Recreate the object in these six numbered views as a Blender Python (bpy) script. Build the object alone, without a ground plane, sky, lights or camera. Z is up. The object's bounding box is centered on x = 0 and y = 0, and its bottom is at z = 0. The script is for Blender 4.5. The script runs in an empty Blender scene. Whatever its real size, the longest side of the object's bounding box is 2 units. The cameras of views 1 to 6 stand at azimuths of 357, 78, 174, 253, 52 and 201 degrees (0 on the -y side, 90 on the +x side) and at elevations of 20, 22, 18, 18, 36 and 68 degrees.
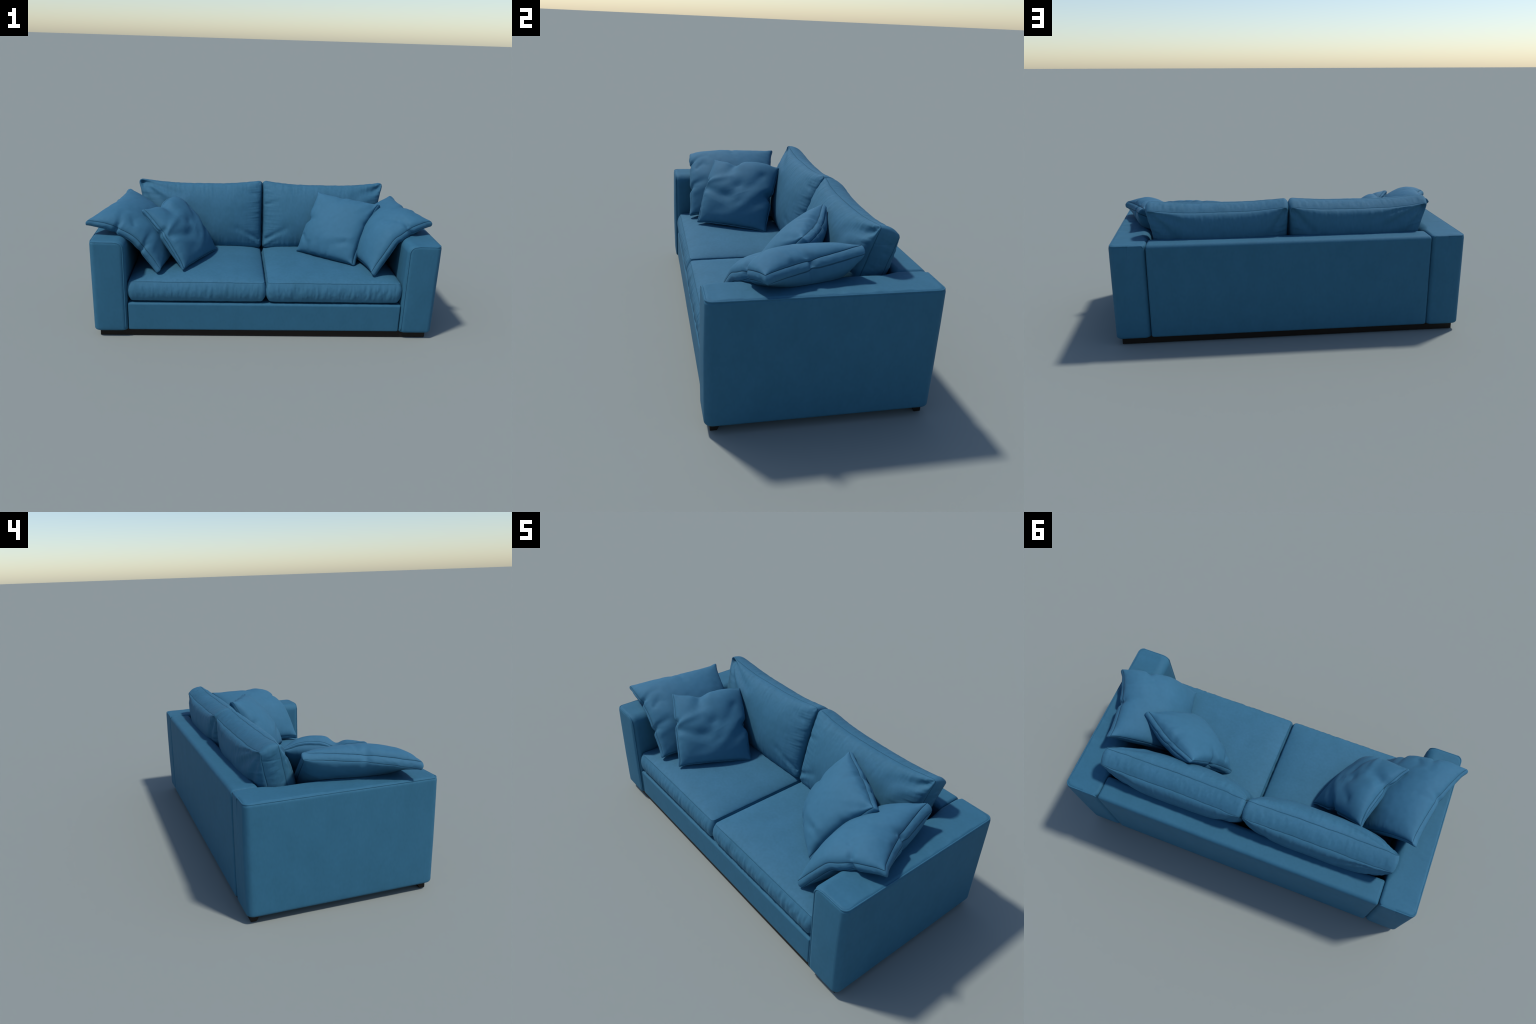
import bpy, math
import numpy as np

# ------------------------------------------------------------------ helpers
def vhash(ix, iy, seed):
    h = np.sin(ix * 127.1 + iy * 311.7 + seed * 74.7) * 43758.5453
    return h - np.floor(h)

def vnoise(x, y, seed=0):
    """smooth value noise in -1..1"""
    x = np.asarray(x, float); y = np.asarray(y, float)
    x, y = np.broadcast_arrays(x, y)
    ix, iy = np.floor(x), np.floor(y)
    fx, fy = x - ix, y - iy
    fx = fx ** 3 * (fx * (fx * 6 - 15) + 10); fy = fy ** 3 * (fy * (fy * 6 - 15) + 10)
    a, b = vhash(ix, iy, seed), vhash(ix + 1, iy, seed)
    c, d = vhash(ix, iy + 1, seed), vhash(ix + 1, iy + 1, seed)
    return 2 * ((a + (b - a) * fx) * (1 - fy) + (c + (d - c) * fx) * fy) - 1

def fbm(x, y, seed=0, octaves=3):
    v, a, t = 0.0, 1.0, 0.0
    for k in range(octaves):
        v = v + a * vnoise(x * 2 ** k + 17.3 * k, y * 2 ** k + 5.1 * k, seed + k); t += a; a *= 0.5
    return v / t

def spline(us, pts, q):
    """natural cubic spline through pts at us, evaluated at q"""
    us = np.array(us, float); P = np.array(pts, float); n = len(us)
    if n == 2:
        w = ((q - us[0]) / (us[1] - us[0]))[:, None]
        return P[0] * (1 - w) + P[1] * w
    h = np.diff(us)
    A = np.zeros((n, n)); R = np.zeros((n, P.shape[1])); A[0, 0] = A[-1, -1] = 1
    for i in range(1, n - 1):
        A[i, i - 1], A[i, i], A[i, i + 1] = h[i - 1], 2 * (h[i - 1] + h[i]), h[i]
        R[i] = 6 * ((P[i + 1] - P[i]) / h[i] - (P[i] - P[i - 1]) / h[i - 1])
    M = np.linalg.solve(A, R)
    k = np.clip(np.searchsorted(us, q, side='right') - 1, 0, n - 2)
    hk = h[k][:, None]; a = (us[k + 1] - q)[:, None] / hk; b = (q - us[k])[:, None] / hk
    return a * P[k] + b * P[k + 1] + ((a ** 3 - a) * M[k] + (b ** 3 - b) * M[k + 1]) * hk ** 2 / 6

def unit(v):
    return v / np.maximum(np.linalg.norm(v, axis=-1, keepdims=True), 1e-9)

def make_mesh(name, verts, faces, mats, face_mat=None, parent=None, smooth=True):
    me = bpy.data.meshes.new(name)
    me.from_pydata([tuple(v) for v in verts], [], [tuple(int(i) for i in f) for f in faces])
    for m in mats:
        me.materials.append(m)
    if face_mat is not None:
        me.polygons.foreach_set('material_index', np.asarray(face_mat, np.int32))
    me.polygons.foreach_set('use_smooth', np.full(len(me.polygons), smooth, bool))
    me.update()
    ob = bpy.data.objects.new(name, me)
    bpy.context.scene.collection.objects.link(ob)
    if parent is not None:
        ob.parent = parent
    return ob

# ------------------------------------------------------------------ materials
def fabric(name, dark, light, grain=(60, 60, 12), mottle=7.0, bump=0.12, streak=0.0):
    m = bpy.data.materials.new(name); m.use_nodes = True
    nt = m.node_tree; N, L = nt.nodes, nt.links
    bsdf = N['Principled BSDF']
    tc = N.new('ShaderNodeTexCoord')
    def noise(scale, detail, rough, src_scale):
        mp = N.new('ShaderNodeMapping'); mp.inputs['Scale'].default_value = src_scale
        L.new(tc.outputs['Object'], mp.inputs['Vector'])
        t = N.new('ShaderNodeTexNoise'); t.inputs['Scale'].default_value = scale
        t.inputs['Detail'].default_value = detail; t.inputs['Roughness'].default_value = rough
        L.new(mp.outputs['Vector'], t.inputs['Vector'])
        return t.outputs['Fac']
    soft = noise(mottle, 5, 0.62, (1, 1, 0.6))
    fine = noise(1.0, 3, 0.6, grain)
    mix = N.new('ShaderNodeMath'); mix.operation = 'MULTIPLY_ADD'
    L.new(fine, mix.inputs[0]); mix.inputs[1].default_value = 0.42
    sc = N.new('ShaderNodeMath'); sc.operation = 'MULTIPLY'; sc.inputs[1].default_value = 0.58
    L.new(soft, sc.inputs[0]); L.new(sc.outputs[0], mix.inputs[2])
    ramp = N.new('ShaderNodeValToRGB')
    ramp.color_ramp.elements[0].position = 0.32; ramp.color_ramp.elements[0].color = (*dark, 1)
    ramp.color_ramp.elements[1].position = 0.66; ramp.color_ramp.elements[1].color = (*light, 1)
    L.new(mix.outputs[0], ramp.inputs['Fac'])
    L.new(ramp.outputs['Color'], bsdf.inputs['Base Color'])
    bsdf.inputs['Roughness'].default_value = 0.78
    bsdf.inputs['Specular IOR Level'].default_value = 0.32
    bsdf.inputs['Sheen Weight'].default_value = 0.0
    bsdf.inputs['Sheen Roughness'].default_value = 0.45
    bsdf.inputs['Sheen Tint'].default_value = (0.45, 0.7, 1.0, 1)
    weave = noise(1.0, 2, 0.5, (260, 260, 260))
    add = N.new('ShaderNodeMath'); add.operation = 'MULTIPLY_ADD'
    L.new(weave, add.inputs[0]); add.inputs[1].default_value = 0.35; L.new(fine, add.inputs[2])
    bp = N.new('ShaderNodeBump'); bp.inputs['Strength'].default_value = bump
    bp.inputs['Distance'].default_value = 0.004
    L.new(add.outputs[0], bp.inputs['Height']); L.new(bp.outputs['Normal'], bsdf.inputs['Normal'])
    return m

M_FRAME = fabric('woven_upholstery', (0.0225, 0.112, 0.185), (0.0280, 0.128, 0.213), grain=(70, 70, 45), mottle=11, bump=0.10)
M_CUSH = fabric('cushion_upholstery', (0.026, 0.115, 0.187), (0.035, 0.139, 0.231), grain=(70, 70, 30), mottle=7, bump=0.10)
M_PILL = fabric('pillow_cotton', (0.029, 0.122, 0.203), (0.035, 0.138, 0.231), grain=(50, 50, 50), mottle=5, bump=0.04)

def plain(name, col, rough):
    m = bpy.data.materials.new(name); m.use_nodes = True
    N, L = m.node_tree.nodes, m.node_tree.links
    b = N['Principled BSDF']
    tc = N.new('ShaderNodeTexCoord'); t = N.new('ShaderNodeTexNoise'); mp = N.new('ShaderNodeMapping')
    mp.inputs['Scale'].default_value = (4, 60, 60); t.inputs['Detail'].default_value = 4
    t.inputs['Scale'].default_value = 1.0
    L.new(tc.outputs['Object'], mp.inputs['Vector']); L.new(mp.outputs['Vector'], t.inputs['Vector'])
    r = N.new('ShaderNodeValToRGB')
    r.color_ramp.elements[0].color = (*[c * 0.7 for c in col], 1)
    r.color_ramp.elements[1].color = (*[c * 1.3 for c in col], 1)
    L.new(t.outputs['Fac'], r.inputs['Fac']); L.new(r.outputs['Color'], b.inputs['Base Color'])
    b.inputs['Roughness'].default_value = rough
    b.inputs['Specular IOR Level'].default_value = 0.2
    return m
M_SEAM = plain('seam_line_dark', (0.017, 0.068, 0.115), 0.9)  # darker blue on the narrow faces along each seam, drawing a thin dark line
M_SEAM_SOFT = plain('seam_line_mid_blue', (0.021, 0.086, 0.142), 0.9)
M_WOOD = plain('dark_stained_wood', (0.013, 0.0085, 0.0060), 0.5)

# ------------------------------------------------------------------ sofa frame
sofa = bpy.data.objects.new('sofa', None)
bpy.context.scene.collection.objects.link(sofa)
sofa['label'] = 'blue two-seat fabric sofa with wide square arms'
sofa['category'] = 'sofa'

def rounded_block(name, x0, x1, y0, y1, z0, z1, r_left, r_right, r_front, r_back, r_bot, r_plan,
                  bow=0.0, parent=None, mat=None, wrinkle=0.0, seed=0, n_side=40, gather_x=None, tight_back=None):
    """Upholstered block lofted through plan outlines; the top edges have their own radii,
    the vertical edges share r_plan and the sides swell by bow."""
    K = 9
    rt = max(r_left, r_right, r_front, r_back)
    lev = []                                   # (z, fraction of bottom inset, height below top)
    for a in np.linspace(0, math.pi / 2, 7):
        lev.append(z0 + r_bot * (1 - math.sin(a)) * 1.0 if False else z0 + r_bot * (1 - math.cos(a)))
    lev += list(np.linspace(z0 + r_bot, z1 - rt, 26)[1:-1])
    lev += [z1 - rt + rt * math.sin(a) for a in np.linspace(0, math.pi / 2, 16)]
    def inset_top(z, r):
        d = z - (z1 - r)
        return 0.0 if d <= 0 else r - math.sqrt(max(r * r - d * d, 0))
    def inset_bot(z):
        d = (z0 + r_bot) - z
        return 0.0 if d <= 0 else r_bot - math.sqrt(max(r_bot ** 2 - d * d, 0))
    rings = []
    def outline(xa, xb, ya, yb, z, rp, kz):
        pts = []
        cs = [((xb - rp, ya + rp), -90), ((xb - rp, yb - rp), 0), ((xa + rp, yb - rp), 90), ((xa + rp, ya + rp), 180)]
        arcs = []
        for (cx, cy), a0 in cs:
            arcs.append([(cx + rp * math.cos(math.radians(a0 + 90 * k / (K - 1))),
                          cy + rp * math.sin(math.radians(a0 + 90 * k / (K - 1)))) for k in range(K)])
        for i in range(4):
            pts += arcs[i]
            p, q = arcs[i][-1], arcs[(i + 1) % 4][0]
            for k in range(1, n_side):
                f = k / n_side
                pts.append((p[0] + (q[0] - p[0]) * f, p[1] + (q[1] - p[1]) * f))
        P = np.array(pts)
        cx, cy = (xa + xb) / 2, (ya + yb) / 2
        fx = 1 - ((P[:, 0] - cx) / ((xb - xa) / 2)) ** 2
        fy = 1 - ((P[:, 1] - cy) / ((yb - ya) / 2)) ** 2
        # swell of the flat sides
        P[:, 0] += bow * kz * np.sign(P[:, 0] - cx) * np.clip(fy, 0, 1) * (np.abs(P[:, 0] - cx) > (xb - xa) / 2 - 0.004)
        P[:, 1] += bow * kz * np.sign(P[:, 1] - cy) * np.clip(fx, 0, 1) * (np.abs(P[:, 1] - cy) > (yb - ya) / 2 - 0.004)
        return np.column_stack([P, np.full(len(P), z)])
    for z in lev:
        b = inset_bot(z)
        kz = max(0.0, 1 - ((z - (z0 + z1) / 2) / ((z1 - z0) / 2)) ** 2)
        rings.append(outline(x0 + b + inset_top(z, r_left), x1 - b - inset_top(z, r_right),
                             y0 + b + inset_top(z, r_front), y1 - b - inset_top(z, r_back), z, r_plan, kz))
    # flat top, closed by shrinking rings
    xa, xb, ya, yb = x0 + r_left, x1 - r_right, y0 + r_front, y1 - r_back
    half = min(xb - xa, yb - ya) / 2
    crown = 0.0
    for f in (0.06, 0.12, 0.2, 0.3, 0.4, 0.5, 0.7, 0.9):
        d = half * f
        rings.append(outline(xa + d, xb - d, ya + d, yb - d, z1 + crown * (1 - (1 - f) ** 2), max(r_plan * (1 - f), 0.002), 0))
    V = np.concatenate(rings); n = len(rings[0])
    if tight_back is not None:                       # the inner shoulder tightens where it meets the backrest
        side, r_big, r_small, ya_, yb_ = tight_back
        k = np.clip((V[:, 1] - ya_) / (yb_ - ya_), 0, 1); k = k * k * (3 - 2 * k)
        dr = (r_big - r_small) * k
        xi = x0 if side > 0 else x1
        h = np.abs(V[:, 0] - xi)                     # distance from the inner face
        inner = h < (x1 - x0) * 0.5
        hz = np.clip((V[:, 2] - (z1 - r_big)) / r_big, 0, 1)         # sine of the arc angle
        ca = np.sqrt(np.clip(1 - hz * hz, 0, 1))
        fall = np.clip(1 - (h - r_big) / (0.8 * (x1 - x0) - r_big), 0, 1)
        low = np.clip((V[:, 2] - (z1 - 0.25)) / 0.2, 0, 1)
        V[:, 0] -= side * dr * (1 - ca) * fall
        V[:, 2] += dr * (1 - hz) * low * inner
    if wrinkle:
        x, y, z = V.T
        V[:, 2] += wrinkle * fbm(x * 9, y * 16, seed) * np.clip((z - (z1 - 0.06)) / 0.05, 0, 1)
        if gather_x is not None:                     # pulls running in from the welted top edge
            V[:, 2] += 0.0022 * fbm(y * 26, x * 5, seed + 5) * np.exp(-(np.abs(x - gather_x) / 0.07) ** 2) * (z > z1 - 0.006) * (np.abs(x - gather_x) > 0.014)
        V[:, 0] += wrinkle * 0.6 * fbm(y * 6, z * 6, seed + 9)
        V[:, 1] += wrinkle * 0.6 * fbm(x * 6, z * 6, seed + 19)
    F = []
    for i in range(len(rings) - 1):
        for k in range(n):
            a, b = i * n + k, i * n + (k + 1) % n
            F.append((a, b, b + n, a + n))
    F.append(tuple(range(n - 1, -1, -1)))
    F.append(tuple(range((len(rings) - 1) * n, len(rings) * n)))
    return make_mesh(name, V, F, [mat or M_FRAME], parent=parent)

def tube(name, path, r, parent, mat, sides=8):
    P = np.array(path, float); n = len(P)
    T = unit(np.gradient(P, axis=0))
    V = []
    for i in range(n):
        t = T[i]; ref = np.array([0, 0, 1.0]) if abs(t[2]) < 0.9 else np.array([1.0, 0, 0])
        a = unit(np.cross(t, ref)); b = np.cross(t, a)
        for k in range(sides):
            th = 2 * math.pi * k / sides
            V.append(P[i] + r * (math.cos(th) * a + math.sin(th) * b))
    F = [(i * sides + k, i * sides + (k + 1) % sides, (i + 1) * sides + (k + 1) % sides, (i + 1) * sides + k)
         for i in range(n - 1) for k in range(sides)]
    F += [tuple(range(sides - 1, -1, -1)), tuple(range((n - 1) * sides, n * sides))]
    return make_mesh(name, V, F, [mat], parent=parent)

YF, YB, ZT = -0.466, 0.464, 0.576
ARMS = {+1: (0.797, 0.990), -1: (-0.970, -0.777)}
R_IN, R_OUT = 0.046, 0.018
for side, (xa, xb) in ARMS.items():
    arm = rounded_block('arm', xa, xb, YF, YB, 0.035, ZT,
                        R_IN if side > 0 else R_OUT, R_OUT if side > 0 else R_IN, 0.018, 0.018, 0.016, 0.030,
                        bow=0.006, parent=sofa, wrinkle=0.0012, seed=3 + side, gather_x=xb if side > 0 else xa, n_side=90,
                        tight_back=(side, R_IN, 0.016, 0.25, 0.345))
    xin, xout = (xa, xb) if side > 0 else (xb, xa)
    s = side
    # welt: up the inner front edge, over the inner shoulder, along the top front, outer and back edges
    w = 0.0040
    path = [(xin + s * 0.0115, YF + w + 0.001, z) for z in np.linspace(0.05, ZT - R_IN - 0.004, 30)]
    rr = R_IN - 0.008
    cx, cz = xin + s * (R_IN + 0.0035), ZT - R_IN - 0.0000
    path += [(cx - s * rr * math.cos(a), YF + w, cz + rr * math.sin(a)) for a in np.linspace(0.1, math.pi / 2, 14)]
    zt = ZT - 0.0060
    xe = xout - s * 0.0050
    rc = 0.028
    path += [(x, YF + w + 0.001, zt) for x in np.linspace(cx + s * 0.01, xe - s * rc, 16)]
    path += [(xe - s * rc + s * rc * math.sin(a), YF + w + rc - rc * math.cos(a), zt) for a in np.linspace(0.1, math.pi / 2, 8)]
    path += [(xe, y, zt) for y in np.linspace(YF + w + rc + 0.02, YB - w - rc - 0.02, 40)]
    path += [(xe - s * rc + s * rc * math.cos(a), YB - w - rc + rc * math.sin(a), zt) for a in np.linspace(0, math.pi / 2, 8)]
    path += [(x, YB - w, zt) for x in np.linspace(xe - s * rc - s * 0.01, xin + s * 0.024, 16)]
    path += [(xin + s * (0.0215 - 0.010 * math.sin(a)), YB - w, zt - 0.010 + 0.010 * math.cos(a)) for a in np.linspace(0.1, math.pi / 2, 8)]
    tube('welt', path, 0.0038, arm, M_FRAME)

rounded_block('backrest_frame', -0.7757, 0.7957, 0.330, 0.466, 0.040, 0.574, 0.016, 0.016, 0.024, 0.022, 0.012, 0.011,
              bow=0.003, parent=sofa, wrinkle=0.001, seed=11)
rounded_block('front_rail', -0.7745, 0.7945, -0.457, 0.325, 0.041, 0.209, 0.006, 0.006, 0.012, 0.01, 0.008, 0.008,
              bow=0.0, parent=sofa, wrinkle=0.0008, seed=21)

def plinth_strip(y_out, y_in):
    """dark wooden runner, its inner face chamfered toward the floor"""
    ych = y_out + (y_in - y_out) * 0.68
    prof = [(y_out, 0.0), (ych, 0.0), (y_in, 0.022), (y_in, 0.05), (y_out, 0.05)]
    V = [(x, y, z) for x in (-0.939, 0.960) for y, z in prof]; n = len(prof)
    F = [(k, (k + 1) % n, n + (k + 1) % n, n + k) for k in range(n)] + [tuple(range(n - 1, -1, -1)), tuple(range(n, 2 * n))]
    ob = make_mesh('plinth_runner', V, F, [M_WOOD], parent=sofa, smooth=False)
    b = ob.modifiers.new('Bevel', 'BEVEL'); b.width = 0.0015; b.segments = 2
plinth_strip(-0.442, -0.402); plinth_strip(0.443, 0.403)

# ------------------------------------------------------------------ cushions
def axis_samples(n, half):
    """-1..1, extra rows hugging both ends so that the seam can be pressed in"""
    e = np.array([0, 0.0002, 0.0012, 0.0028, 0.0055, 0.010]) / half
    mid = np.linspace(-1 + 0.016 / half, 1 - 0.016 / half, n)
    return np.concatenate([-1 + e, mid, (1 - e)[::-1]])

def resolve_edge(spec, a, b, q):
    us, ps = [0.0], [a]
    for u, p in spec:
        us.append(u); ps.append(np.array(p, float))
    us.append(1.0); ps.append(b)
    return spline(us, ps, q)

def cushion(name, corners, gusset, edges=None, H=(0.06, 0.06), p=(2.4, 2.4), q=(0.62, 0.62), peak=(0, 0),
            pinches=(), creases=(), lump=0.004, lump_scale=9, pucker=0.0015, pucker_f=90, pucker_reach=0.03,
            r_corner=0.0, gbulge=0.006, gwrinkle=0.0, seed=0, n=(110, 110), mats=None, parent=None,
            collide=None, back_scale=1.0, gcorner_in=0.0, bow_default=0.0, zip_line=None, tilt=0.15, ear=0.0, end_blunt=0.0, peak_back=None):
    """Box cushion: two seamed faces spanned between four corners (bottom-left, bottom-right, top-right,
    top-left as seen from the front), inflated along their normals, and a gusset strip between the seams."""
    C = [np.array(c, float) for c in corners]
    tips = [c.copy() for c in C]
    for i in range(4):                                # keep the ear tips on the given corners
        for j in ((i + 1) % 4, (i - 1) % 4):
            C[i] = C[i] + 0.7 * ear * unit(tips[j] - tips[i])
    G = [np.array(g, float) for g in gusset]          # vector front seam -> back seam at each corner
    edges = edges or {}
    ctr = sum(C) / 4
    ls = (np.linalg.norm(C[1] - C[0]) + np.linalg.norm(C[2] - C[3])) / 2
    lt = (np.linalg.norm(C[3] - C[0]) + np.linalg.norm(C[2] - C[1])) / 2
    S = axis_samples(n[0], ls / 2); T = axis_samples(n[1], lt / 2)
    us, ut = (S + 1) / 2, (T + 1) / 2
    ends = {'bottom': (0, 1, us), 'right': (1, 2, ut), 'top': (3, 2, us), 'left': (0, 3, ut)}
    E = {}
    for k, (i, j, u) in ends.items():
        sp = edges.get(k)
        if sp is None:
            m = (C[i] + C[j]) / 2
            sp = [(0.5, m + bow_default * unit(ctr - m))] if bow_default else []
        E[k] = resolve_edge(sp, C[i], C[j], u)
    U, W = np.meshgrid(us, ut, indexing='ij')
    Uc, Wc = U[..., None], W[..., None]
    coons = ((1 - Wc) * E['bottom'][:, None] + Wc * E['top'][:, None] + (1 - Uc) * E['left'][None] + Uc * E['right'][None]
             - ((1 - Uc) * (1 - Wc) * C[0] + Uc * (1 - Wc) * C[1] + Uc * Wc * C[2] + (1 - Uc) * Wc * C[3]))
    gv = (1 - Uc) * (1 - Wc) * G[0] + Uc * (1 - Wc) * G[1] + Uc * Wc * G[2] + (1 - Uc) * Wc * G[3]
    s, t = 2 * U - 1, 2 * W - 1
    X, Y = s * ls / 2, t * lt / 2                       # flat pattern coordinates in metres
    dS = unit(np.gradient(coons, axis=0)); dT = unit(np.gradient(coons, axis=1))
    Nf = unit(np.cross(dS, dT))
    base = coons
    # rounded plan corners
    if r_corner:
        r = r_corner
        cx = np.clip(X, -ls / 2 + r, ls / 2 - r); cy = np.clip(Y, -lt / 2 + r, lt / 2 - r)
        dx, dy = X - cx, Y - cy
        L = np.hypot(dx, dy); k = np.where(L > 1e-9, np.maximum(abs(dx), abs(dy)) / np.maximum(L, 1e-9), 1)
        base = base + dS * (dx * (k - 1))[..., None] + dT * (dy * (k - 1))[..., None]
    edge_d = np.minimum(np.minimum(X + ls / 2, ls / 2 - X), np.minimum(Y + lt / 2, lt / 2 - Y))
    # pinches pull the rim inward
    rim_shift = np.zeros_like(base)
    pinch_amt = np.zeros_like(X)
    inward = {'bottom': dT, 'top': -dT, 'left': dS, 'right': -dS}
    dist = {'bottom': Y + lt / 2, 'top': lt / 2 - Y, 'left': X + ls / 2, 'right': ls / 2 - X}
    along = {'bottom': U * ls, 'top': U * ls, 'left': W * lt, 'right': W * lt}
    leng = {'bottom': ls, 'top': ls, 'left': lt, 'right': lt}
    for e, u, depth, width, reach in pinches:
        g = np.exp(-((along[e] - u * leng[e]) / width) ** 2) * np.exp(-(dist[e] / reach) ** 1.5)
        rim_shift += inward[e] * (depth * g)[..., None]
        pinch_amt += depth * g
    base = base + rim_shift
    # pointed corner ears
    for sx_, sy_ in ((-1, -1), (1, -1), (1, 1), (-1, 1)):
        dcor = np.hypot(X - sx_ * ls / 2, Y - sy_ * lt / 2)
        base = base + (dS * sx_ + dT * sy_) * (0.7 * ear * np.exp(-(dcor / 0.022) ** 2))[..., None]
    # edge waviness of the seams
    wav = 0.6 * pucker * 2.0
    base = base + Nf * (wav * fbm(X * 22 + 3, Y * 22, seed + 40) * np.exp(-edge_d / 0.02))[..., None]

    def face_height(side):
        pp, qq, h = p[side], q[side], H[side]
        px, py = peak_back if (side and peak_back) else peak
        sx = s - px * (1 - s * s); ty = t - py * (1 - t * t)
        b = ((1 - np.abs(sx) ** (pp + end_blunt)) * (1 - np.abs(ty) ** pp)).clip(0) ** qq
        z = h * b
        fade = np.clip(edge_d / 0.05, 0, 1)
        z = z + lump * fbm(X * lump_scale + side * 31, Y * lump_scale, seed + side * 7) * fade
        # gathered stitches: short folds running away from each seam
        for e in ('bottom', 'top', 'left', 'right'):
            f = fbm(along[e] * pucker_f, dist[e] * 8 + side * 5, seed + 11 * len(e) + side)
            z = z + pucker * f * np.exp(-((dist[e] - 0.25 * pucker_reach) / pucker_reach) ** 2) * np.clip(dist[e] / 0.008, 0, 1)
        for c in creases:
            sd, (s0, t0), (s1, t1), depth, width = c
            if sd != side:
                continue
            ax, ay, bx, by = s0 * ls / 2, t0 * lt / 2, s1 * ls / 2, t1 * lt / 2
            vx, vy = bx - ax, by - ay; l2 = vx * vx + vy * vy + 1e-12
            k = ((X - ax) * vx + (Y - ay) * vy) / l2
            kc = np.clip(k, 0, 1)
            d = np.hypot(X - ax - kc * vx, Y - ay - kc * vy)
            taper = 1 - 0.55 * kc
            z = z + depth * taper * np.exp(-(d / (width * (0.8 + 0.5 * kc))) ** 2) * np.clip(edge_d / 0.012, 0.15, 1)
        z = z - 0.5 * pinch_amt
        # press the stitch line in
        z = z - 0.0014 * np.exp(-(edge_d / 0.0020) ** 2)
        return z

    # overstuffed: near the seams the filling pushes outward as well as up
    lean = sum(-inward[e] * (1.25 * np.exp(-dist[e] / 0.05) * (1 - np.exp(-dist[e] / 0.012)))[..., None] for e in dist)
    Nu = unit(Nf + tilt * lean); Nd = unit(Nf - tilt * lean)
    front = base + Nu * face_height(0)[..., None]
    bbase = base + gv
    if back_scale != 1.0:
        mid = bbase.mean((0, 1)); bbase = mid + (bbase - mid) * back_scale
    back = bbase - Nd * face_height(1)[..., None]
    ns, nt_ = len(S), len(T)
    # boundary loop, counter clockwise seen from the front
    loop = [(i, 0) for i in range(ns - 1)] + [(ns - 1, j) for j in range(nt_ - 1)] + \
           [(i, nt_ - 1) for i in range(ns - 1, 0, -1)] + [(0, j) for j in range(nt_ - 1, 0, -1)]
    li = np.array([a for a, _ in loop]); lj = np.array([b for _, b in loop])
    FB, BB = front[li, lj].copy(), back[li, lj].copy()
    tan = unit(np.roll((FB + BB) / 2, -1, 0) - np.roll((FB + BB) / 2, 1, 0))
    out = unit(np.cross(tan, -(BB - FB)))
    mid_c = (front.mean((0, 1)) + back.mean((0, 1))) / 2
    if (out * ((FB + BB) / 2 - mid_c)).sum() < 0:
        out = -out
    for _ in range(3):
        out = unit(np.roll(out, 1, 0) + 2 * out + np.roll(out, -1, 0))
    groove = 0.0010
    front[li, lj] -= out * groove; back[li, lj] -= out * groove
    FB, BB = front[li, lj], back[li, lj]
    peri = np.concatenate([[0], np.cumsum(np.linalg.norm(np.diff((FB + BB) / 2, axis=0), axis=1))])
    pin = pinch_amt[li, lj]
    vs = np.array([0, 0.035, 0.09, 0.18, 0.28, 0.39, 0.5, 0.61, 0.72, 0.82, 0.91, 0.965, 1.0])
    gd = np.linalg.norm(BB - FB, axis=1).mean()
    vs = np.concatenate([[0, min(0.0013 / gd, .06), min(0.0035 / gd, .14)], np.linspace(0.16, 0.84, 13), [1 - min(0.0035 / gd, .14), 1 - min(0.0013 / gd, .06), 1]])
    rows = []
    for v in vs[1:-1]:
        f = 4 * v * (1 - v)
        amt = gbulge * f + groove
        fold = gwrinkle * fbm(peri * pucker_f * 0.8, np.full_like(peri, v * 1.6), seed + 77, 3) * min(1, 3.5 * min(v, 1 - v))
        amt = amt + fold - 0.9 * pin * f
        if zip_line:
            dz = np.abs((FB * (1 - v) + BB * v)[:, 2] - zip_line)
            amt = amt - 0.002 * np.exp(-(dz / 0.0025) ** 2) * (np.abs((FB[:, 0] - mid_c[0])) > ls * 0.47)
        rows.append(FB * (1 - v) + BB * v + out * np.asarray(amt)[:, None])
    nv = ns * nt_
    V = np.concatenate([front.reshape(-1, 3), back.reshape(-1, 3)] + rows)
    if collide:
        V = collide(V)
    idx = np.arange(nv).reshape(ns, nt_)
    a, b, c, d = idx[:-1, :-1].ravel(), idx[1:, :-1].ravel(), idx[1:, 1:].ravel(), idx[:-1, 1:].ravel()
    ff = np.column_stack([a, b, c, d]); fb = np.column_stack([a, d, c, b]) + nv
    I, J = np.meshgrid(np.arange(ns - 1), np.arange(nt_ - 1), indexing='ij')
    rimf = ((I == 0) | (I == ns - 2) | (J == 0) | (J == nt_ - 2)).ravel().astype(int)
    lp = li * nt_ + lj; m = len(lp)
    ringidx = [lp] + [2 * nv + k * m + np.arange(m) for k in range(len(rows))] + [lp + nv]
    gf, gm = [], []
    for k in range(len(ringidx) - 1):
        r0, r1 = ringidx[k], ringidx[k + 1]
        gf.append(np.column_stack([r0, r1, np.roll(r1, -1), np.roll(r0, -1)]))
        gm.append(np.full(m, 1 if k in (0, len(ringidx) - 2) else 0))
    F = np.concatenate([ff, fb] + gf)
    FM = np.concatenate([rimf, rimf] + gm)
    return make_mesh(name, V, F, mats or [M_CUSH, M_SEAM_SOFT], face_mat=FM, parent=parent)

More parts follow.
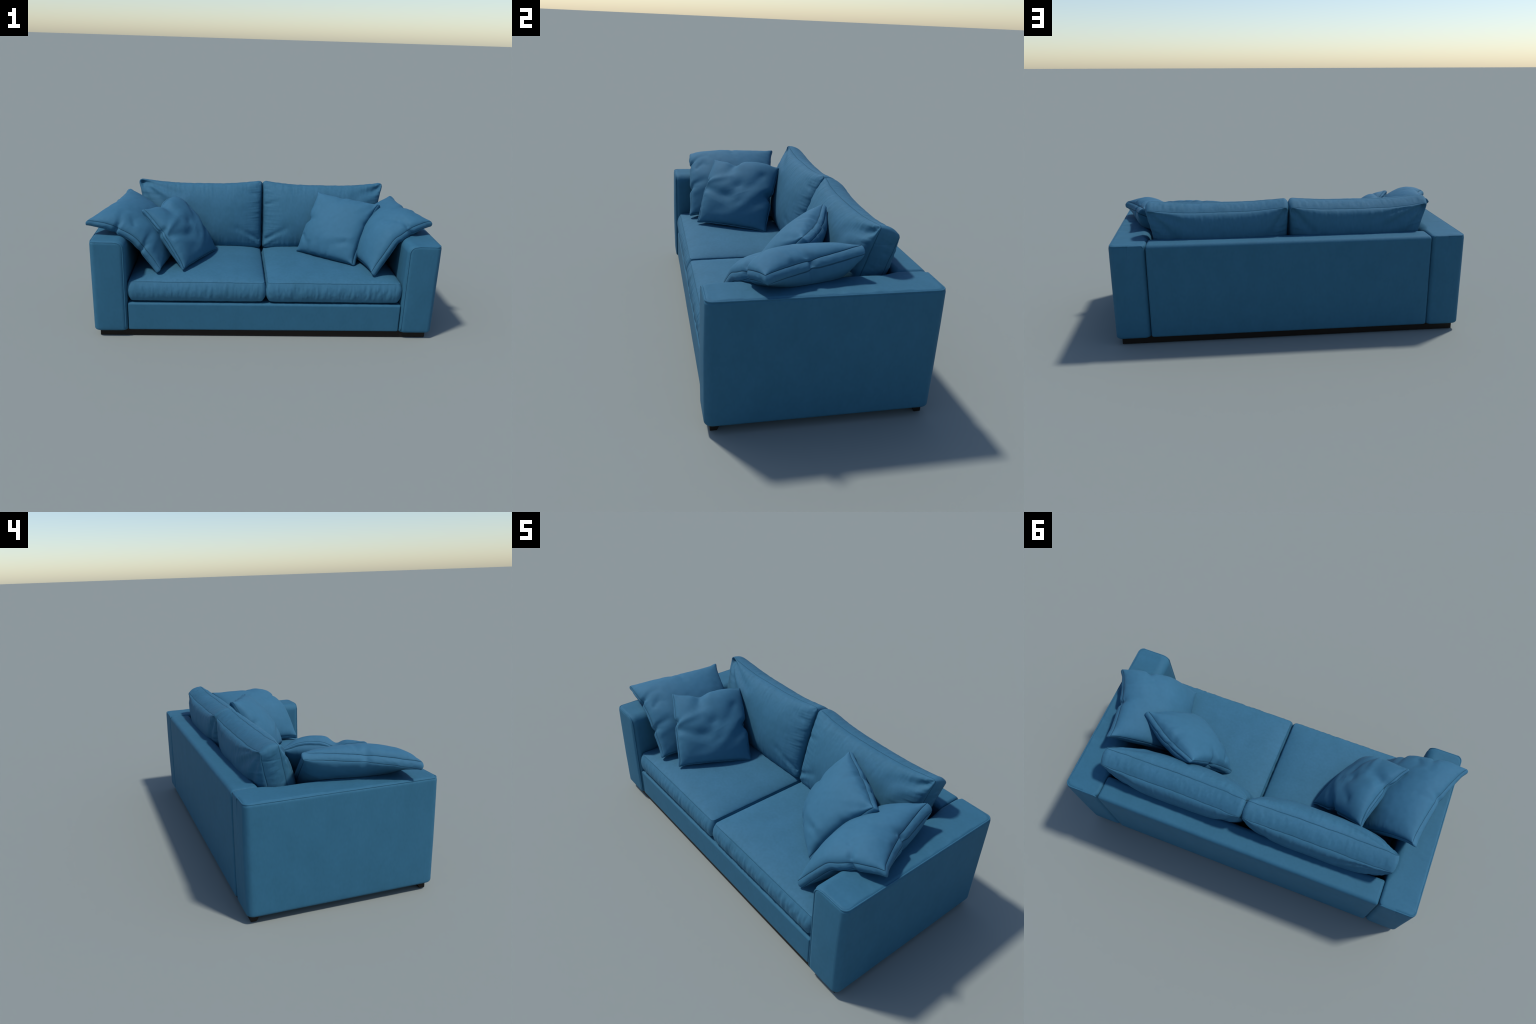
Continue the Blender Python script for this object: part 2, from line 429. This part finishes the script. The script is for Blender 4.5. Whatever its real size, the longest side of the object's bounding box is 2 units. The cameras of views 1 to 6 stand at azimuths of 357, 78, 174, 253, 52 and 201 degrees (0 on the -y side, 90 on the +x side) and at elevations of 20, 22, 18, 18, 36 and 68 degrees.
# ---- seat cushions (front face = upper face; bottom edge = front of the seat)
def seat_cushion(x0, x1, seed, fold):
    yf, yb, zt, zb = -0.440, 0.305, 0.334, 0.222
    cs = [(x0, yf, zt), (x1, yf, zt), (x1, yb, zt), (x0, yb, zt)]
    d = 0.008
    gs = [(d, -0.008, zb - zt), (-d, -0.008, zb - zt), (-d, 0, zb - zt), (d, 0, zb - zt)]
    return cushion('seat_cushion', cs, gs, H=(0.036, 0.016), p=(4.5, 8), q=(0.75, 0.8), r_corner=0.018,
                   gbulge=0.016, gwrinkle=fold, lump=0.0018, lump_scale=5, pucker=0.0010, pucker_f=72,
                   pucker_reach=0.02, seed=seed, n=(150, 110), parent=sofa)
seat_cushion(-0.768, 0.0005, 5, 0.0036)
seat_cushion(0.0190, 0.787, 8, 0.0058)

# ---- back cushions
def back_cushion(x0, x1, seed, left):
    d = 0.0
    if left:
        cs = [(x0 + 0.02, 0.135, 0.350), (x1 - 0.004, 0.130, 0.350), (x1, 0.247, 0.768), (x0 - 0.006, 0.240, 0.768)]
    else:
        cs = [(x0 + 0.004, 0.130, 0.350), (x1 - 0.02, 0.140, 0.350), (x1 + 0.010, 0.244, 0.770), (x0, 0.247, 0.767)]
    gs = [(0, 0.085, -0.022), (0, 0.085, -0.022), (0.003, 0.086, -0.038), (0.003, 0.090, -0.034)]
    xm = (x0 + x1) / 2
    e = {'top': [(0.25, (x0 + (x1 - x0) * .25, 0.236, 0.748)), (0.5, (xm, 0.234, 0.746)), (0.75, (x0 + (x1 - x0) * .75, 0.238, 0.749))]}
    if left:
        e['left'] = [(0.5, (x0 + 0.030, 0.193, 0.566))]
        e['right'] = [(0.5, (x1 - 0.004, 0.190, 0.560))]
        cr = [(0, (-0.96, 0.94), (-0.62, 0.30), -0.018, 0.026), (0, (-0.94, 0.97), (-0.35, 0.62), -0.015, 0.024),
              (0, (-0.97, 0.90), (-0.84, 0.0), -0.012, 0.018), (0, (-0.80, 0.80), (-0.45, 0.45), 0.007, 0.018),
              (0, (0.96, -0.75), (0.60, -0.42), -0.008, 0.016), (0, (0.97, -0.9), (0.70, -0.55), 0.006, 0.014),
              (0, (0.96, 0.55), (0.72, 0.72), -0.005, 0.016),
              (1, (-0.97, 0.97), (-0.45, 0.55), -0.020, 0.026), (1, (-0.97, 0.90), (-0.78, 0.2), -0.016, 0.02), (1, (0.97, 0.95), (0.68, 0.40), -0.018, 0.022), (1, (-0.7, 0.97), (-0.2, 0.75), -0.010, 0.018)]
    else:
        e['right'] = [(0.5, (x1 - 0.024, 0.197, 0.566))]
        e['left'] = [(0.5, (x0 + 0.004, 0.190, 0.560))]
        cr = [(0, (0.90, 0.80), (0.60, 0.66), -0.016, 0.030), (0, (0.97, 0.92), (0.80, 0.42), -0.010, 0.024), (0, (0.93, 0.70), (0.70, 0.30), 0.006, 0.025),
              (0, (-0.96, -0.75), (-0.62, -0.40), -0.009, 0.016), (0, (-0.97, -0.9), (-0.75, -0.6), 0.006, 0.014),
              (0, (-0.96, 0.30), (-0.75, 0.42), -0.005, 0.014),
              (1, (0.97, 0.96), (0.68, 0.30), -0.018, 0.026), (1, (0.9, 0.97), (0.40, 0.70), -0.010, 0.02), (1, (-0.97, 0.95), (-0.72, 0.30), -0.016, 0.02)]
    return cushion('back_cushion', cs, gs, edges=e, H=(0.089, 0.072), p=(2.1, 2.3), q=(0.50, 0.52), peak=(0, -0.05), end_blunt=0.9, tilt=0.12,
                   creases=cr, r_corner=0.022, gbulge=0.009, gwrinkle=0.0024, lump=0.003, lump_scale=7,
                   pucker=0.0026, pucker_f=60, pucker_reach=0.075, seed=seed, n=(150, 110), parent=sofa, zip_line=0.69)
back_cushion(-0.783, 0.004, 31, True)
back_cushion(0.014, 0.787, 47, False)

# ---- throw pillows
def rest_on_sofa(V, seat=0.362):
    """press a pillow against the arms and the seat"""
    V = V.copy()
    for sgn, (xa, xb) in ARMS.items():
        xin = xa if sgn > 0 else xb
        cx, cz = (xin + sgn * R_IN), ZT - R_IN
        u = sgn * (V[:, 0] - cx); w = V[:, 2] - cz
        u2, w2 = u, w
        r = R_IN + 0.002
        inside_top = (u >= 0) & (w < r)
        inside_side = (w < 0) & (u > -r)
        cor = (u < 0) & (w >= 0)
        L = np.hypot(u, w)
        # choose the nearest surface
        depth_top, depth_side = r - w, u + r
        go_top = inside_top & ((w >= 0) | (depth_top <= depth_side))
        go_side = (inside_side & ~go_top)
        V[:, 2] = np.where(go_top, cz + r, V[:, 2])
        V[:, 0] = np.where(go_side, cx - sgn * r, V[:, 0])
        inc = cor & (L < r)
        V[:, 0] = np.where(inc, cx + sgn * u * r / np.maximum(L, 1e-6), V[:, 0])
        V[:, 2] = np.where(inc, cz + w * r / np.maximum(L, 1e-6), V[:, 2])
    V[:, 2] = np.where(V[:, 2] < seat, seat + 0.12 * (V[:, 2] - seat), V[:, 2])
    return V

def pillow(label, *a, soft_seam=False, **k):
    ob = cushion('throw_pillow', *a, mats=[M_PILL, M_SEAM_SOFT if soft_seam else M_SEAM], collide=rest_on_sofa, ear=0.008, pucker_f=42, gwrinkle=0.0016, **k)
    ob['label'] = label; ob['category'] = 'pillow'
    return ob

# outer pillow on the left arm: bottom-left, bottom-right, top-right, top-left
pillow('large blue box pillow slumped over the left arm',
       [(-0.589, -0.385, 0.393), (-0.500, 0.110, 0.400), (-0.826, 0.145, 0.725), (-0.989, -0.360, 0.668)],
       [(-0.026, -0.004, -0.023), (-0.026, 0.004, -0.024), (-0.030, 0.007, -0.026), (-0.011, 0.010, -0.034)],
       edges={'left': [(0.23, (-0.677, -0.378, 0.512)), (0.36, (-0.722, -0.375, 0.566)), (0.44, (-0.752, -0.372, 0.590)), (0.55, (-0.795, -0.369, 0.612)), (0.66, (-0.838, -0.368, 0.635)), (0.82, (-0.905, -0.368, 0.656))],
              'top': [(0.5, (-0.884, -0.125, 0.697))],
              'right': [(0.5, (-0.655, 0.105, 0.590))],
              'bottom': [(0.5, (-0.540, -0.140, 0.410))]},
       H=(0.068, 0.085), q=(0.55, 0.55), tilt=0.15, peak_back=(0.35, -0.25),
       pinches=[('left', 0.64, 0.012, 0.014, 0.03), ('left', 0.25, 0.009, 0.012, 0.03), ('top', 0.48, 0.006, 0.02, 0.03)],
       creases=[(0, (-0.97, 0.30), (-0.55, 0.45), -0.008, 0.016), (0, (-0.97, -0.45), (-0.60, -0.34), -0.009, 0.014),
                (0, (-0.9, -0.62), (-0.6, -0.50), 0.003, 0.016), (0, (-0.80, -0.02), (-0.50, 0.30), -0.006, 0.018),
                (0, (-0.55, 0.05), (-0.42, -0.25), -0.004, 0.03), (0, (0.1, 0.98), (0.12, 0.6), -0.006, 0.016)],
       lump=0.0045, seed=101)
# inner pillow on the left
pillow('soft blue square pillow with deep creases',
       [(-0.459, -0.354, 0.385), (-0.280, 0.010, 0.374), (-0.560, 0.137, 0.674), (-0.693, -0.233, 0.697)],
       [(-0.014, -0.003, -0.008), (-0.012, 0.004, -0.007), (-0.013, 0.005, -0.011), (-0.015, 0.002, -0.017)],
       edges={'left': [(0.60, (-0.580, -0.290, 0.577))],
              'top': [(0.35, (-0.622, -0.105, 0.684)), (0.65, (-0.578, 0.010, 0.696))],
              'right': [(0.5, (-0.408, 0.066, 0.533))],
              'bottom': [(0.5, (-0.372, -0.165, 0.386))]},
       H=(0.068, 0.070), q=(0.52, 0.52), peak=(0, 0.12), tilt=0.35, soft_seam=True,
       pinches=[('top', 0.35, 0.014, 0.034, 0.05), ('left', 0.62, 0.010, 0.018, 0.03), ('right', 0.48, 0.018, 0.024, 0.045)],
       creases=[(0, (-0.98, 0.18), (-0.30, 0.40), 0.011, 0.018), (0, (-0.28, 0.82), (-0.38, 0.40), -0.018, 0.036),
                (0, (-0.95, 0.02), (-0.2, -0.22), -0.013, 0.026), (0, (0.02, 0.10), (0.12, -0.10), -0.016, 0.050),
                (0, (0.95, 0.02), (0.25, -0.60), -0.008, 0.030), (0, (0.75, 0.10), (0.10, -0.50), 0.005, 0.036),
                (0, (0.55, 0.45), (0.15, -0.15), -0.007, 0.028), (0, (-0.3, -0.2), (-0.40, -0.42), -0.012, 0.055),
                (0, (-0.1, 0.8), (0.35, 0.7), 0.009, 0.040), (0, (0.1, -0.35), (-0.5, -0.62), -0.006, 0.030)],
       lump=0.004, lump_scale=7, seed=137)
# inner pillow on the right
pillow('blue square pillow leaning on the back cushion',
       [(0.224, 0.000, 0.376), (0.533, -0.249, 0.382), (0.705, -0.047, 0.701), (0.358, 0.136, 0.728)],
       [(0.022, 0.028, -0.008), (0.024, 0.020, -0.012), (0.022, 0.023, -0.021), (0.028, 0.014, -0.018)],
       edges={'right': [(0.5, (0.611, -0.140, 0.552))],
              'left': [(0.48, (0.296, 0.058, 0.556))],
              'top': [(0.4, (0.500, 0.075, 0.703)), (0.7, (0.600, 0.020, 0.698))],
              'bottom': [(0.5, (0.385, -0.128, 0.382))]},
       H=(0.086, 0.065), q=(0.52, 0.55), tilt=0.35, soft_seam=True,
       pinches=[('left', 0.5, 0.014, 0.022, 0.035), ('top', 0.42, 0.005, 0.02, 0.03), ('top', 0.68, 0.003, 0.015, 0.03), ('right', 0.6, 0.004, 0.02, 0.03)],
       creases=[(0, (0.60, -0.50), (-0.05, -0.72), -0.007, 0.022), (0, (0.75, -0.35), (0.10, -0.52), 0.005, 0.024),
                (0, (-0.15, -0.97), (-0.25, -0.6), -0.009, 0.014), (0, (-0.55, -0.98), (-0.55, -0.7), -0.008, 0.012),
                (0, (0.1, -0.97), (0.12, -0.8), -0.006, 0.012), (0, (-0.98, 0.02), (-0.65, 0.05), -0.008, 0.020),
                (0, (0.96, 0.90), (0.72, 0.45), -0.006, 0.018), (0, (-0.1, 0.97), (-0.05, 0.75), -0.006, 0.016), (0, (0.25, 0.97), (0.22, 0.78), -0.006, 0.014), (0, (0.6, 0.97), (0.5, 0.8), -0.005, 0.014), (0, (-0.85, -0.5), (-0.6, -0.75), -0.006, 0.014)],
       lump=0.0035, seed=171)
# outer pillow on the right arm
pillow('large blue box pillow slumped over the right arm',
       [(0.490, 0.020, 0.395), (0.618, -0.388, 0.391), (0.973, -0.252, 0.665), (0.827, 0.156, 0.708)],
       [(0.026, 0.004, -0.024), (0.028, 0.004, -0.026), (0.012, 0.008, -0.036), (0.032, 0.006, -0.027)],
       edges={'right': [(0.34, (0.722, -0.350, 0.545)), (0.42, (0.748, -0.339, 0.577)), (0.50, (0.780, -0.326, 0.594)), (0.64, (0.838, -0.300, 0.624)), (0.80, (0.896, -0.282, 0.648))],
              'top': [(0.45, (0.880, -0.060, 0.674))],
              'left': [(0.5, (0.655, 0.085, 0.590))],
              'bottom': [(0.5, (0.580, -0.205, 0.405))]},
       H=(0.066, 0.095), q=(0.55, 0.50), tilt=0.15, peak_back=(-0.45, 0.0),
       pinches=[('right', 0.64, 0.008, 0.015, 0.03), ('top', 0.44, 0.010, 0.016, 0.035)],
       creases=[(0, (0.97, 0.28), (0.60, 0.32), -0.010, 0.018), (0, (-0.05, 0.97), (0.0, 0.6), -0.010, 0.018),
                (0, (0.3, 0.95), (0.35, 0.5), 0.006, 0.02), (0, (0.6, 0.2), (0.3, 0.1), -0.006, 0.02),
                (1, (0.95, -0.1), (0.5, -0.1), -0.010, 0.02)],
       lump=0.0035, seed=203)
